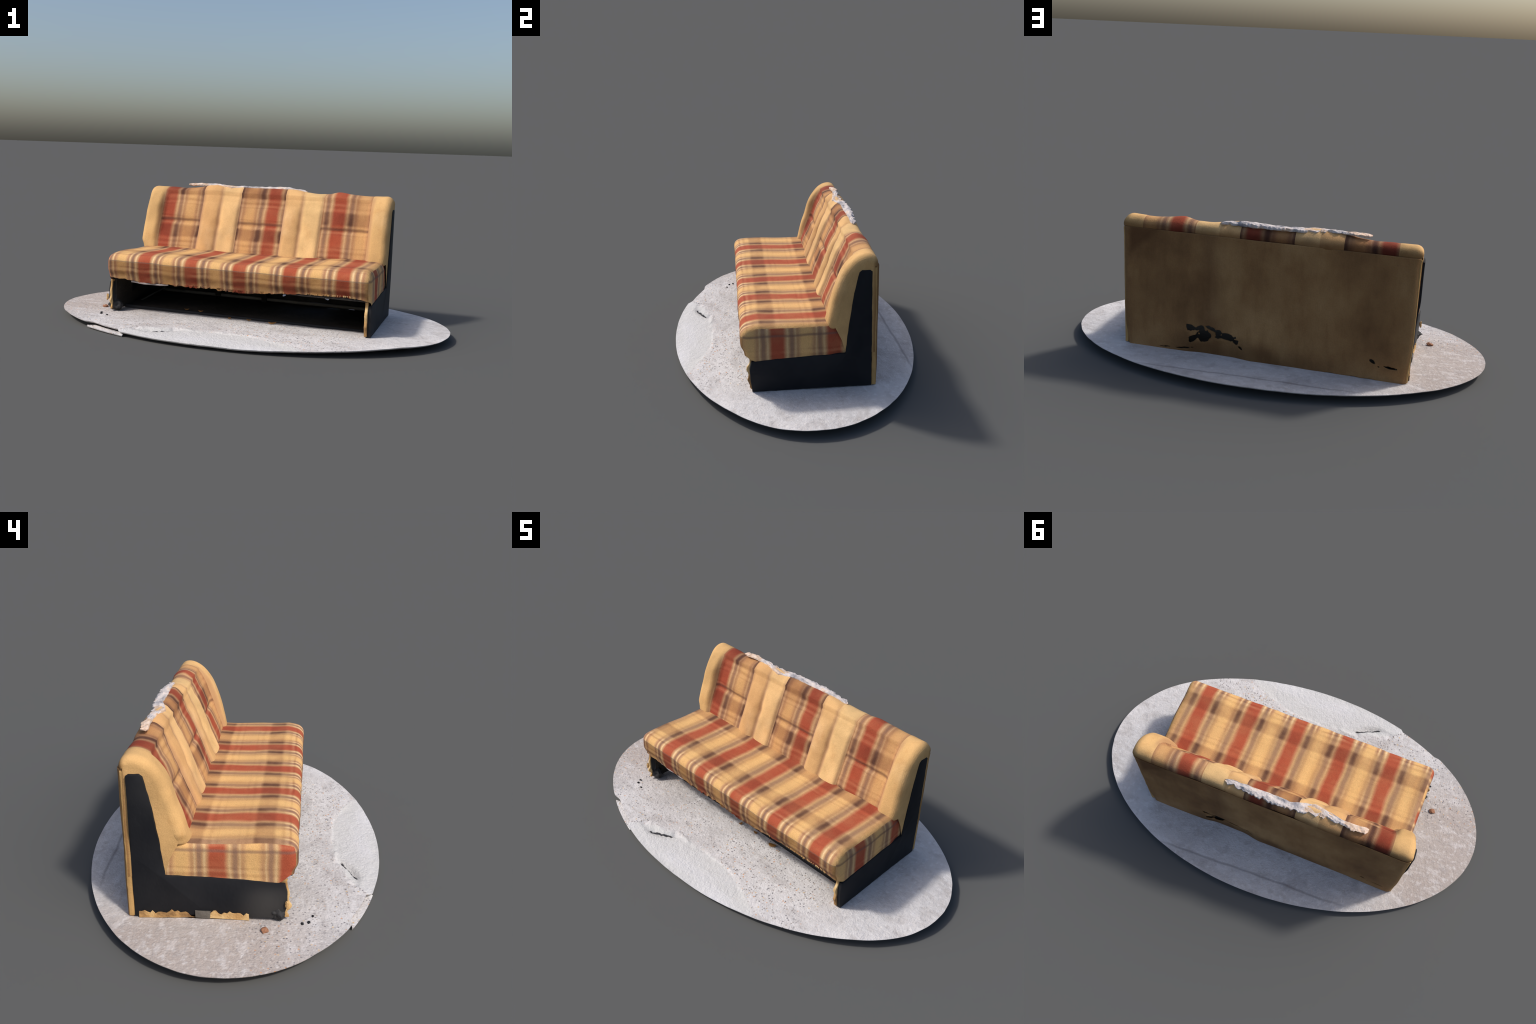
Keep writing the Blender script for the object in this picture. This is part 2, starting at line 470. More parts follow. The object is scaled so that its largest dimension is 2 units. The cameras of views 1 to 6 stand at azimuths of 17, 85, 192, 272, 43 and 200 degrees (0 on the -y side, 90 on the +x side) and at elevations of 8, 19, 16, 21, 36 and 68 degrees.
def back_point(u, i):
    p, n = prof[i], pn[i]
    s = i / (NS - 1)
    z = p.y
    front = smooth(0.74, 0.50, s)            # quilting is deep in front, fades over the top
    k = max(j for j in range(len(KINDS)) if BORDERS[j] <= u + 1e-9 or j == 0)
    x = (u - BORDERS[k]) / (BORDERS[k + 1] - BORDERS[k])
    d = 0.0
    kind = KINDS[k]
    # soft level of panels: channels and bolsters stand forward of the plaid panels
    field = smooth(BORDERS[1] - 0.022, BORDERS[1] + 0.022, u) * smooth(BORDERS[-2] + 0.022, BORDERS[-2] - 0.022, u)
    if s < 0.72:
        d -= field * table([(0.32, 0.002), (0.35, 0.006), (0.42, 0.019), (0.48, 0.0225), (0.54, 0.027), (0.60, 0.025), (0.635, 0.011), (0.65, 0.002)], z)
    lvl = 0.0
    for j, kd in enumerate(KINDS):
        if kd == 'plaid_panel':
            lvl += smooth(BORDERS[j] - 0.012, BORDERS[j] + 0.016, u) * smooth(BORDERS[j + 1] + 0.012, BORDERS[j + 1] - 0.016, u)
    d -= 0.006 * lvl * lerp(0.25, 1.0, front)
    # stitched grooves
    for b in SEAMS:
        inner = b in (-0.250, 0.200)
        if inner:
            b += 0.006 * n3(z * 11, b, 0, 16) * front
        d -= (0.007 if inner else 0.006) * math.exp(-(abs(u - b) / 0.011) ** 1.4) * lerp(0.15, 1.0, front)
    for b in (-0.250, 0.200):
        d -= 0.006 * math.exp(-((z - 0.475) / 0.022) ** 2 - ((u - b) / 0.03) ** 2) * front
    if kind == 'end_bolster':
        d += 0.0022 * n3(u * 8, z * 8, p.x * 8, 17) * front
    if kind != 'plaid_panel':
        d += 0.004 * (math.sin(math.pi * min(max(x, 0), 1)) ** 0.7) * front * (1 + 0.8 * n3(u * 9, z * 11, k, 3))
    else:
        q = math.exp(-((z - 0.484) / 0.011) ** 2) * front * math.sin(math.pi * min(max(x, 0), 1)) ** 0.3
        d -= 0.008 * q
        d += 0.005 * math.sin(math.pi * min(max(x, 0), 1)) * abs(math.sin(math.pi * (z - 0.33) / 0.154)) * front
    # sag and crumple
    d += 0.006 * n3(u * 5, z * 6, p.x * 6, 1) + 0.0025 * n3(u * 17, z * 14, p.x * 14, 2)
    # swelling of the torn upper seam
    top = math.exp(-((p.x - 0.270) / 0.027) ** 2) if z > 0.6 else 0.0
    torn = smooth(-0.47, -0.25, u) * smooth(0.25, 0.13, u)
    d += 0.019 * top * torn
    d += 0.012 * top * math.exp(-((u - 0.385) / 0.05) ** 2) - 0.002 * top * math.exp(-((u - 0.27) / 0.035) ** 2)
    # rounded ends
    r = 0.036
    e = END - abs(u)
    if e < r:
        d -= (r - math.sqrt(max(r * r - (r - e) ** 2, 0.0))) * lerp(1.0, 0.45, smooth(0.86, 0.95, s)) * 0.95
    lean = 0.0
    lean = -0.022 * smooth(0.335, 0.305, z) if s < 0.4 else 0.0
    return Vector((u * (1 + lean), p.x + n.x * d, p.y + n.y * d))


cols = set()
for a, b in zip(BORDERS, BORDERS[1:]):
    n = int(round((b - a) / 0.0065))
    for i in range(n + 1):
        cols.add(round(lerp(a, b, i / n), 6))
for i in range(1, 10):
    e = 0.036 * (1 - math.cos(i / 10 * math.pi / 2))
    cols.add(round(END - e, 6))
    cols.add(round(-END + e, 6))
cols = sorted(cols)

full_v = [back_point(u, i) for u in cols for i in range(NS)]
NC = len(cols)


def quad(ci, i):
    a = ci * NS + i
    return (a, a + NS, a + NS + 1, a + 1)


# whole-surface normals, shared by every panel so that no border shows
acc = [Vector((0, 0, 0)) for _ in full_v]
for ci in range(NC - 1):
    for i in range(NS - 1):
        q = quad(ci, i)
        n = (full_v[q[2]] - full_v[q[0]]).cross(full_v[q[3]] - full_v[q[1]])
        for k in q:
            acc[k] += n
acc = [n.normalized() if n.length > 0 else Vector((0, 0, 1)) for n in acc]
mid = acc[(NC // 2) * NS + NS // 3]
SIGN = 1 if mid.y < 0 else -1

plaid_i = 0
for k, kind in enumerate(KINDS):
    a, b = BORDERS[k], BORDERS[k + 1]
    idx = [ci for ci, u in enumerate(cols) if a - 1e-5 <= u <= b + 1e-5]
    verts, norms, faces = [], [], []
    for ci in idx:
        for i in range(NS):
            verts.append(full_v[ci * NS + i])
            norms.append(acc[ci * NS + i] * SIGN)
    for c in range(len(idx) - 1):
        for i in range(NS - 1):
            q = (c * NS + i, (c + 1) * NS + i, (c + 1) * NS + i + 1, c * NS + i + 1)
            faces.append(q if SIGN > 0 else q[::-1])
    cap = None
    if kind == 'end_bolster':
        # side cheek: the closed outline filled, sides a little bowed
        c0 = 0 if a < 0 else len(idx) - 1
        sgn = -1 if a < 0 else 1
        ring = [c0 * NS + i for i in range(NS) if prof[i].y > 0.324]
        low = [(0.318, 0.40), (0.318, 0.205), (0.189, 0.205), (0.172, 0.268)]
        base = len(verts)
        for (v, z) in low:
            verts.append(Vector((sgn * END, v, z)))
            norms.append(Vector((sgn, 0, 0)))
        capring = ring + [base + j for j in range(len(low))]
        # duplicate the outline so the cheek has its own normals
        dup = {}
        for j in capring:
            dup[j] = len(verts)
            verts.append(verts[j].copy())
            norms.append(Vector((sgn, 0, 0)))
        loop = [dup[j] for j in capring]
        pts3 = [verts[j] for j in loop]
        area = sum(p.y * q.z - q.y * p.z for p, q in zip(pts3, pts3[1:] + pts3[:1]))
        faces.append(tuple(loop) if area * sgn > 0 else tuple(loop[::-1]))
        tint = (0.62, 0.375, 0.155)
        mat = plain_cloth('plain_bolster_cloth', tint, (-0.9, -0.580) if a < 0 else (0.566, 0.9))
    elif kind == 'plaid_panel':
        mat = M_PANEL[plaid_i]
        plaid_i += 1
    else:
        mat = plain_cloth('plain_channel_cloth', CHANNEL_TINTS[k], (a, b))
    me = bpy.data.meshes.new(kind)
    me.from_pydata([tuple(v) for v in verts], [], faces)
    me.materials.append(mat)
    me.polygons.foreach_set('use_smooth', [True] * len(me.polygons))
    me.update()
    if kind != 'end_bolster':
        me.normals_split_custom_set_from_vertices([tuple(n) for n in norms])
    else:
        # rounded edge blends to the cheek
        me.normals_split_custom_set_from_vertices([tuple(n) for n in norms])
    ob = bpy.data.objects.new(kind, me)
    SC.objects.link(ob)
    ob.parent = bench


# --- seat cushion: rounded block, hem torn along its lower front edge
HEM = [(-0.67, 0.211), (-0.568, 0.207), (-0.489, 0.195), (-0.356, 0.198), (-0.253, 0.197), (-0.118, 0.198), (0.078, 0.194),
       (0.234, 0.208), (0.387, 0.216), (0.566, 0.221), (0.633, 0.212), (0.67, 0.205)]
SX, SY0, SY1, SZ0, SZ1, SR = 0.664, -0.271, 0.195, 0.200, 0.332, 0.034


def grid_side(lo, hi, n):
    return [lerp(lo, hi, i / n) for i in range(n + 1)]


def rounded(p):
    c = Vector((min(max(p.x, -SX + SR), SX - SR), min(max(p.y, SY0 + SR), SY1), min(p.z, SZ1 - SR)))
    d = p - c
    if d.length < 1e-9:
        return p
    # boxy corner pulled back to the radius
    m = max(abs(d.x), abs(d.y), abs(d.z))
    q = c + d.normalized() * m if d.length > 1e-9 else p
    return q


def seat_deform(p):
    x, y, z = p
    # slumped, lumpy padding
    top = smooth(0.27, 0.32, z)
    z += top * smooth(-0.275, -0.19, y) * table([(-0.66, 0.007), (-0.3, 0.007), (0.0, 0.004), (0.3, 0.008), (0.45, 0.015), (0.66, 0.016)], x)
    z += top * (0.005 * n3(x * 4, y * 5, 0, 4) + 0.0025 * n3(x * 14, y * 12, 0, 5) - 0.004 * math.exp(-((y - 0.02) / 0.12) ** 2))
    if y < -0.2:
        fr = smooth(-0.2, -0.26, y)
        y += fr * (0.004 * n3(x * 6, z * 8, 0, 6) + 0.002 * n3(x * 22, z * 20, 0, 7))
        y += fr * 0.014 * smooth(0.26, 0.20, z)      # tucks under towards the hem
        hem = 0.005 + table(HEM, x) + 0.0045 * n3(x * 30, 0, 0, 8) + 0.003 * n3(x * 90, 0, 0, 9)
        w = smooth(0.27, 0.20, p.z) * fr
        z += w * (hem - 0.200)
    if abs(x) > 0.6:
        sd = smooth(0.6, 0.66, abs(x))
        s = 1 if x > 0 else -1
        x += s * sd * (0.003 * n3(y * 9, z * 9, s, 10) + 0.002 - 0.004 * smooth(0.29, 0.33, z))
        x -= s * sd * 0.007 * smooth(0.11, 0.16, y)
        # side lower edge sinks towards the front
        z += sd * smooth(0.25, 0.20, p.z) * smooth(0.19, -0.24, y) * -0.012 * smooth(-0.272, -0.2, p.y)
    return Vector((x, y, z))


def seat_patch(name, pts, nu, nv, mat):
    verts = [seat_deform(rounded(Vector(p))) for p in pts]
    faces = []
    for i in range(nu):
        for j in range(nv):
            a = i * (nv + 1) + j
            faces.append((a, a + nv + 1, a + nv + 2, a + 1))
    return make_object(name, verts, faces, mat, bench)


NX, NY, NZ = 230, 78, 26
xs = grid_side(-SX, SX, NX)
pts = []
run = [(y, SZ1) for y in grid_side(SY1, SY0, NY)] + [(SY0, z) for z in grid_side(SZ1, SZ0, NZ)[1:]]
for x in xs:
    for y, z in run:
        pts.append((x, y, z))
seat = seat_patch('seat_cushion', pts, NX, len(run) - 1, M_SEAT)
for s, m in ((1, M_SIDE_R), (-1, M_SIDE_L)):
    pts = [(s * SX, y, z) for y in grid_side(SY1, SY0, NY) for z in grid_side(SZ1, SZ0, NZ)]
    seat_patch('seat_side', pts, NY, NZ, m)

# underside board of the seat
bm = bmesh.new()
bmesh.ops.create_cube(bm, size=1.0)
for v in bm.verts:
    v.co = Vector((v.co.x * 1.30, lerp(-0.252, 0.318, v.co.y + 0.5), lerp(0.210, 0.224, v.co.z + 0.5)))
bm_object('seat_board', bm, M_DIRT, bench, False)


# --- vinyl end panels: an L, rising behind the bolster
def plate(name, outline, u0, u1, mat, bevel=0.004, wob=0.0, seed=0):
    bm = bmesh.new()
    ring = []
    n = len(outline)
    for i in range(n):
        a, b = Vector(outline[i]), Vector(outline[(i + 1) % n])
        m = max(1, int((b - a).length / 0.02))
        for k in range(m):
            ring.append(a.lerp(b, k / m))
    if wob:
        ring = [p + Vector((wob * n3(p.x * 40, p.y * 40, seed, 11), wob * n3(p.x * 40, p.y * 40, seed, 12))) for p in ring]
    lo = [bm.verts.new((u0, p.x, p.y)) for p in ring]
    hi = [bm.verts.new((u1, p.x, p.y)) for p in ring]
    f1 = bm.faces.new(lo)
    f2 = bm.faces.new(hi[::-1])
    m = len(ring)
    for i in range(m):
        bm.faces.new((lo[i], lo[(i + 1) % m], hi[(i + 1) % m], hi[i]))
    bmesh.ops.recalc_face_normals(bm, faces=bm.faces)
    if bevel:
        ed = [e for f in (f1, f2) for e in f.edges]
        bmesh.ops.bevel(bm, geom=ed, offset=bevel, segments=2, affect='EDGES', profile=0.5)
    return bm_object(name, bm, mat, bench, True, 0.6)


ELL = [(0.305, 0.043), (0.302, 0.35), (0.299, 0.585), (0.290, 0.592), (0.255, 0.592), (0.243, 0.582), (0.222, 0.490), (0.200, 0.330), (0.187, 0.206),
       (0.05, 0.203), (-0.10, 0.197), (-0.226, 0.187)]
FRONT_R = [(-0.236, 0.15), (-0.232, 0.10), (-0.226, 0.043)]
FRONT_L = [(-0.235, 0.15), (-0.236, 0.10), (-0.228, 0.075), (-0.205, 0.048)]
plate('end_panel', ELL + FRONT_R, 0.648, 0.6715, M_VINYL, 0.004, 0.002, 1)
plate('end_panel', ELL + FRONT_L, -0.6700, -0.648, M_VINYL, 0.004, 0.002, 2)

# torn lining showing in front of and inside each end panel
for s, seed in ((1, 3), (-1, 4)):
    edge = []
    for i in range(22):
        z = lerp(0.046, 0.30 if s > 0 else 0.20, i / 21)
        edge.append((-0.242 - 0.008 * math.sin(z * 38 + seed) - 0.012 * n3(z * 38, seed, 0, 13) - 0.012 * smooth(0.2, 0.3, z), z))
    outline = edge[::-1] + [(-0.205, 0.046), (-0.20, 0.18), (-0.21, edge[-1][1])]
    lo, hi = (0.641, 0.6545) if s > 0 else (-0.6600, -0.650)
    plate('torn_lining', outline, lo, hi, M_LINING, 0.003, 0.007, seed)
    # inner face of the end
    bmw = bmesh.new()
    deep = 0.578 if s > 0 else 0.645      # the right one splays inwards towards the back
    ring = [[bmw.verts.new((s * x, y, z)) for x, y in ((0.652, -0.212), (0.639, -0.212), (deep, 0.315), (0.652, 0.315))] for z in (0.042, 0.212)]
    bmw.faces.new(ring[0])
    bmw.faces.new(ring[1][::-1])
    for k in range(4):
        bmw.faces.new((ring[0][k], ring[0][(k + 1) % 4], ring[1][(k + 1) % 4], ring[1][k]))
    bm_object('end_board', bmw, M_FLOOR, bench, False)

# ochre cloth peeping out under the left panel
outl = [(lerp(0.29, -0.10, i / 40), 0.060 + 0.014 * n3(i * 0.9, 0, 0, 14) + 0.008 * n3(i * 2.3, 0, 0, 15) - (0.02 if 19 <= i <= 23 else 0)) for i in range(41)]
plate('torn_lining', outl + [(-0.10, 0.038), (0.29, 0.040)], -0.674, -0.662, M_LINING, 0.0, 0.003, 5)
plate('foot_plate', [(0.09, 0.040), (0.09, 0.068), (0.035, 0.066), (0.038, 0.038)], -0.678, -0.664, M_METAL, 0.002)


# --- rear cover: thin sheet with torn holes near the foot
def rear_sheet():
    holes = [  # (x, z, half width, half height, tilt)
        (0.330, 0.158, 0.023, 0.017, 0.1), (0.266, 0.128, 0.031, 0.032, -0.5), (0.316, 0.108, 0.026, 0.015, -0.5),
        (0.285, 0.163, 0.025, 0.011, -0.4), (0.222, 0.162, 0.034, 0.011, 0.45), (0.196, 0.142, 0.016, 0.026, 0.4),
        (0.148, 0.136, 0.040, 0.018, 0.15), (0.112, 0.118, 0.014, 0.014, 0.6), (0.088, 0.092, 0.016, 0.006, 0.6),
        (0.360, 0.056, 0.045, 0.0035, -0.12), (0.455, 0.050, 0.03, 0.003, -0.1),
        (-0.513, 0.123, 0.017, 0.007, 0.7), (-0.588, 0.105, 0.026, 0.006, 0.1), (-0.541, 0.102, 0.006, 0.004, 0.3)]
    nx, nz = 330, 150
    W, z0, z1 = 0.664, 0.040, 0.606
    FOOT = [(-0.664, 0.032), (-0.56, 0.034), (-0.52, 0.040), (-0.32, 0.042), (-0.28, 0.036), (0.1, 0.034), (0.664, 0.034)]

    def hole(x, z):
        for hx, hz, a, b, t in holes:
            dx, dz = x - hx, z - hz
            c, s = math.cos(t), math.sin(t)
            ex, ez = dx * c + dz * s, -dx * s + dz * c
            k = (abs(ex) / a) ** 2.4 + (abs(ez) / b) ** 2.4
            if k < 0.9 + 1.0 * n3(x * 95, z * 95, 0, 20):
                return True
        return False

    def sheet_y(x, z):
        y = 0.3275 + 0.003 * smooth(0.35, 0.05, z) + 0.0015 * smooth(0.3, 0.5, z) + 0.003 * n3(x * 3, z * 3, 0, 21) + 0.0015 * n3(x * 11, z * 7, 0, 22)
        # crumpled lower part around the tear, flap pushed out
        y -= 0.011 * smooth(0.04, 0.14, x) * smooth(0.37, 0.28, x) * smooth(0.125 - 0.25 * (x - 0.2), 0.085 - 0.25 * (x - 0.2), z)
        y -= 0.020 * math.exp(-((x - 0.24) / 0.10) ** 2 - ((z - 0.13) / 0.03) ** 2) * (0.5 + n3(x * 25, z * 25, 0, 23))
        # long edges roll round to the ends
        e = W - abs(x)
        if e < 0.02:
            y -= 0.02 - math.sqrt(max(0.02 ** 2 - (0.02 - e) ** 2, 0))
        return y

    bm = bmesh.new()
    vs = []
    for i in range(nx + 1):
        x = lerp(-W, W, i / nx)
        row = []
        for j in range(nz + 1):
            foot = table(FOOT, x) + 0.003 * n3(x * 25, 0, 0, 24)
            z = lerp(foot, z1, j / nz)
            narrow = 1.0 - (0.022 if x > 0 else 0.004) * smooth(0.16, 0.04, z) - 0.004 * smooth(0.2, 0.6, z)
            row.append(bm.verts.new((x * narrow, sheet_y(x, z), z)))
        vs.append(row)
    for i in range(nx):
        for j in range(nz):
            c = (vs[i][j].co + vs[i + 1][j + 1].co) / 2
            if not hole(c.x, c.z):
                bm.faces.new((vs[i][j], vs[i + 1][j], vs[i + 1][j + 1], vs[i][j + 1]))
    loose = [v for v in bm.verts if not v.link_faces]
    bmesh.ops.delete(bm, geom=loose, context='VERTS')
    # soften the stair-stepped rims of the holes
    for _ in range(3):
        rim = [v for v in bm.verts if v.is_boundary and 0.045 < v.co.z < 0.2 and abs(v.co.x) < 0.62]
        new = {}
        for v in rim:
            nb = [e.other_vert(v).co for e in v.link_edges if e.is_boundary]
            if len(nb) == 2:
                new[v] = v.co * 0.5 + (nb[0] + nb[1]) * 0.25
        for v, c in new.items():
            v.co = c
    ob = bm_object('rear_cover', bm, M_REAR, bench, True, 1.2)
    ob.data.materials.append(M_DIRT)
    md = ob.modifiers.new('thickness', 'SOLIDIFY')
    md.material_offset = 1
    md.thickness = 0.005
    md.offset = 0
    return ob


rear_sheet()
# edge strips where the rear cover wraps on to the ends
for s in (1, -1):
    strip = [(0.305, 0.043), (0.326, 0.043), (0.322, 0.30), (0.321, 0.60), (0.300, 0.60), (0.303, 0.30)]
    plate('rear_edge', strip, min(s * 0.650, s * 0.667), max(s * 0.650, s * 0.667), plain_cloth('rear_edge_cloth', (0.50, 0.30, 0.115)), 0.004, 0.002, 6 + s)


# --- hollow under the seat
def box(name, lo, hi, mat, bevel=0.003):
    bm = bmesh.new()
    bmesh.ops.create_cube(bm, size=1.0)
    for v in bm.verts:
        v.co = Vector([lerp(lo[k], hi[k], v.co[k] + 0.5) for k in range(3)])
    if bevel:
        bmesh.ops.bevel(bm, geom=bm.edges[:], offset=bevel, segments=2, affect='EDGES', profile=0.5)
    return bm_object(name, bm, mat, bench, True, 0.6)


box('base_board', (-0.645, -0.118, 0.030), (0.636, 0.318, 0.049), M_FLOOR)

box('base_rail', (-0.640, -0.124, 0.030), (0.636, -0.116, 0.0525), M_VINYL, 0.002)


def tube(name, path, rad, mat, seg=10, wob=0.0):
    bm = bmesh.new()
    rings = []
    for i, p in enumerate(path):
        p = Vector(p)
        t = (Vector(path[min(i + 1, len(path) - 1)]) - Vector(path[max(i - 1, 0)])).normalized()
        a = t.cross(Vector((0, 0, 1)) if abs(t.z) < 0.9 else Vector((1, 0, 0))).normalized()
        b = t.cross(a)
        r = rad(i / (len(path) - 1)) if callable(rad) else rad
        ring = []
        for k in range(seg):
            th = 2 * math.pi * k / seg
            d = a * math.cos(th) + b * math.sin(th)
            w = 1 + wob * n3(p.x * 40 + d.x * 2, p.y * 40 + d.y * 2, p.z * 40 + d.z * 2, 30)
            ring.append(bm.verts.new(p + d * r * w))
        rings.append(ring)
    for r0, r1 in zip(rings, rings[1:]):
        for k in range(seg):
            bm.faces.new((r0[k], r0[(k + 1) % seg], r1[(k + 1) % seg], r1[k]))
    bm.faces.new(rings[0])
    bm.faces.new(rings[-1][::-1])
    return bm_object(name, bm, mat, bench, True, 0.9)


tube('frame_bar', [(lerp(-0.62, 0.635, i / 20), 0.300, 0.064) for i in range(21)], 0.0085, M_METAL)
tube('frame_bar', [(-0.63, 0.03, 0.048), (-0.61, 0.29, 0.075)], 0.005, M_METAL)
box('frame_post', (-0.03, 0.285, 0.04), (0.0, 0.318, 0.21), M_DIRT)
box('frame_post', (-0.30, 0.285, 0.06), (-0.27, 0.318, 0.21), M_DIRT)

# crumpled black vinyl heap and scraps by the left front foot
def blob(name, c, size, mat, seed, amp=0.35, sub=4, parent=None):
    bm = bmesh.new()
    bmesh.ops.create_icosphere(bm, subdivisions=sub, radius=1.0)
    for v in bm.verts:
        k = 1 + amp * n3(v.co.x * 1.6, v.co.y * 1.6, v.co.z * 1.6, seed) + amp * 0.4 * n3(v.co.x * 4, v.co.y * 4, v.co.z * 4, seed + 1)
        v.co = Vector((c[0] + v.co.x * k * size[0], c[1] + v.co.y * k * size[1], c[2] + v.co.z * k * size[2]))
    return bm_object(name, bm, mat, parent or bench, True, 1.0)


blob('vinyl_scrap', (-0.645, -0.205, 0.064), (0.036, 0.028, 0.026), M_VINYL, 40, 0.3)
blob('vinyl_scrap', (-0.648, -0.205, 0.095), (0.010, 0.012, 0.030), M_VINYL, 43, 0.5)
blob('cloth_scrap', (-0.676, -0.236, 0.108), (0.006, 0.008, 0.017), M_LINING, 46, 0.5, 3)

# pale piping hanging from the hem, left
tube('hem_piping', [(lerp(-0.535, -0.335, i / 14), -0.247 + 0.003 * math.sin(i), 0.201 - 0.005 * math.sin(i / 14 * 3.1)) for i in range(15)],
     0.0055, M_PALE, 8, 0.3)

# frayed threads along the hem
bm = bmesh.new()
rnd = random.Random(3)
for i in range(46):
    x = rnd.uniform(-0.32, 0.62)
    if rnd.random() < 0.9:
        x = rnd.uniform(0.38, 0.60)
    z = table(HEM, x) + 0.005
    L = rnd.uniform(0.001, 0.004)
    w = rnd.uniform(0.0008, 0.0024)
    dx = rnd.uniform(-0.004, 0.004)
    y = -0.258 + rnd.uniform(-0.002, 0.002)
    top = [bm.verts.new((x + sx * w, y + sy * w, z + 0.006)) for sx, sy in ((-1, -1), (1, -1), (1, 1), (-1, 1))]
    tip = bm.verts.new((x + dx, y + rnd.uniform(-0.003, 0.003), z - L))
    for k in range(4):
        bm.faces.new((top[k], top[(k + 1) % 4], tip))
    bm.faces.new(top[::-1])
fr = bm_object('frayed_thread', bm, M_LINING, bench, False)
fr['kind'] = 'stuff'

# ragged cloth tatters on the hem
bm = bmesh.new()
for i in range(22):
    x = rnd.uniform(-0.33, 0.24)
    z = table(HEM, x) + 0.005
    w, L = rnd.uniform(0.008, 0.022), rnd.uniform(0.001, 0.005)
    y = -0.2575
    pts2 = [(-w, 0.010), (w, 0.010), (w * rnd.uniform(0.2, 0.7), -L * rnd.uniform(0.3, 0.8)), (-w * rnd.uniform(0.0, 0.6), -L)]
    a = [bm.verts.new((x + px, y - 0.0015, z + pz)) for px, pz in pts2]
    b = [bm.verts.new((x + px, y + 0.0015, z + pz)) for px, pz in pts2]
    bm.faces.new(a)
    bm.faces.new(b[::-1])
    for k in range(4):
        bm.faces.new((a[k], b[k], b[(k + 1) % 4], a[(k + 1) % 4]))
tt = bm_object('hem_tatter', bm, M_SEAT, bench, False)
tt['kind'] = 'stuff'


# --- wadding torn out along the top seam
def wadding():
    FRONT = [(-0.465, 0.267), (-0.453, 0.265), (-0.403, 0.270), (-0.341, 0.272), (-0.275, 0.259), (-0.209, 0.246), (-0.156, 0.262),
             (-0.102, 0.279), (-0.046, 0.276), (0.049, 0.278), (0.13, 0.279), (0.196, 0.281), (0.206, 0.285)]
    BACK = [(-0.465, 0.279), (-0.459, 0.286), (-0.405, 0.296), (-0.346, 0.289), (-0.278, 0.287), (-0.222, 0.290), (-0.177, 0.300),
            (-0.11, 0.310), (0.047, 0.310), (0.10, 0.304), (0.151, 0.303), (0.196, 0.294), (0.206, 0.290)]
    TOP = [(-0.465, 0.673), (-0.45, 0.677), (-0.30, 0.678), (-0.18, 0.673), (-0.068, 0.673), (0.0, 0.676), (0.095, 0.678), (0.18, 0.671), (0.206, 0.662)]
    BOT = [(-0.465, 0.667), (-0.44, 0.660), (-0.40, 0.664), (-0.29, 0.665), (-0.26, 0.655), (0.206, 0.654)]
    bm = bmesh.new()
    n, seg = 320, 24
    rings = []
    for i in range(n + 1):
        x = lerp(-0.465, 0.206, i / n)
        f, b, t, o = (table(T, x) for T in (FRONT, BACK, TOP, BOT))
        cy, cz = (f + b) / 2, (t + o) / 2
        ring = []
        for k in range(seg):
            th = 2 * math.pi * k / seg
            cs, sn = math.cos(th), math.sin(th)
            y = cy + (b - f) / 2 * math.copysign(abs(cs) ** 0.8, cs)
            z = cz + (t - o) / 2 * math.copysign(abs(sn) ** 0.55, sn)
            rag = 0.004 + 0.013 * n3(x * 34, 0, 0, 50) + 0.008 * n3(x * 95, 0, 0, 51)
            y += max(cs, 0) * rag
            y += 0.003 * n3(x * 40, cs * 2, sn * 2, 52)
            z += 0.0035 * n3(x * 32, cs * 2, sn * 2, 53) - 0.010 * max(sn, 0) * max(0.0, 0.25 + n3(x * 13, cs, 0, 54))
            ring.append(bm.verts.new((x, y, z)))
        rings.append(ring)
    for r0, r1 in zip(rings, rings[1:]):
        for k in range(seg):
            bm.faces.new((r0[k], r0[(k + 1) % seg], r1[(k + 1) % seg], r1[k]))
    bm.faces.new(rings[0])
    bm.faces.new(rings[-1][::-1])
    return bm_object('torn_wadding', bm, M_FOAM, bench, True, 0.9)


wadding()

# --- the whole bench has racked a little: both ends lean towards -x at the back, feet narrower
for ob in bench.children:
    for v in ob.data.vertices:
        x, y, z = v.co
        w = smooth(0.50, 0.655, abs(x))
        if w:
            if x > 0:
                sh = table([(-0.25, 0.0), (0.0, -0.004), (0.15, -0.007), (0.33, -0.008)], y)
                sh += 0.004 * smooth(0.335, 0.37, z) * max(smooth(0.22, 0.10, y), 0.8 * smooth(0.56, 0.66, z))
            else:
                sh = table([(-0.25, 0.001), (0.0, 0.003), (0.10, 0.003), (0.20, -0.006), (0.33, -0.015)], y)
                sh -= 0.016 * smooth(0.335, 0.37, z) * max(smooth(0.235, 0.10, y), 0.6 * smooth(0.56, 0.66, z))
            if ob.name.startswith('end_panel') and x < 0:
                sh -= 0.011 * smooth(0.30, 0.42, z)
            foot = (0.002 if x > 0 else 0.009) * smooth(0.26, 0.05, z) * smooth(-0.2, 0.25, y)
            v.co.x = x + w * (sh - math.copysign(foot, x))

# ------------------------------------------------------------------ slab
AX, AY = 0.9992, 0.5986


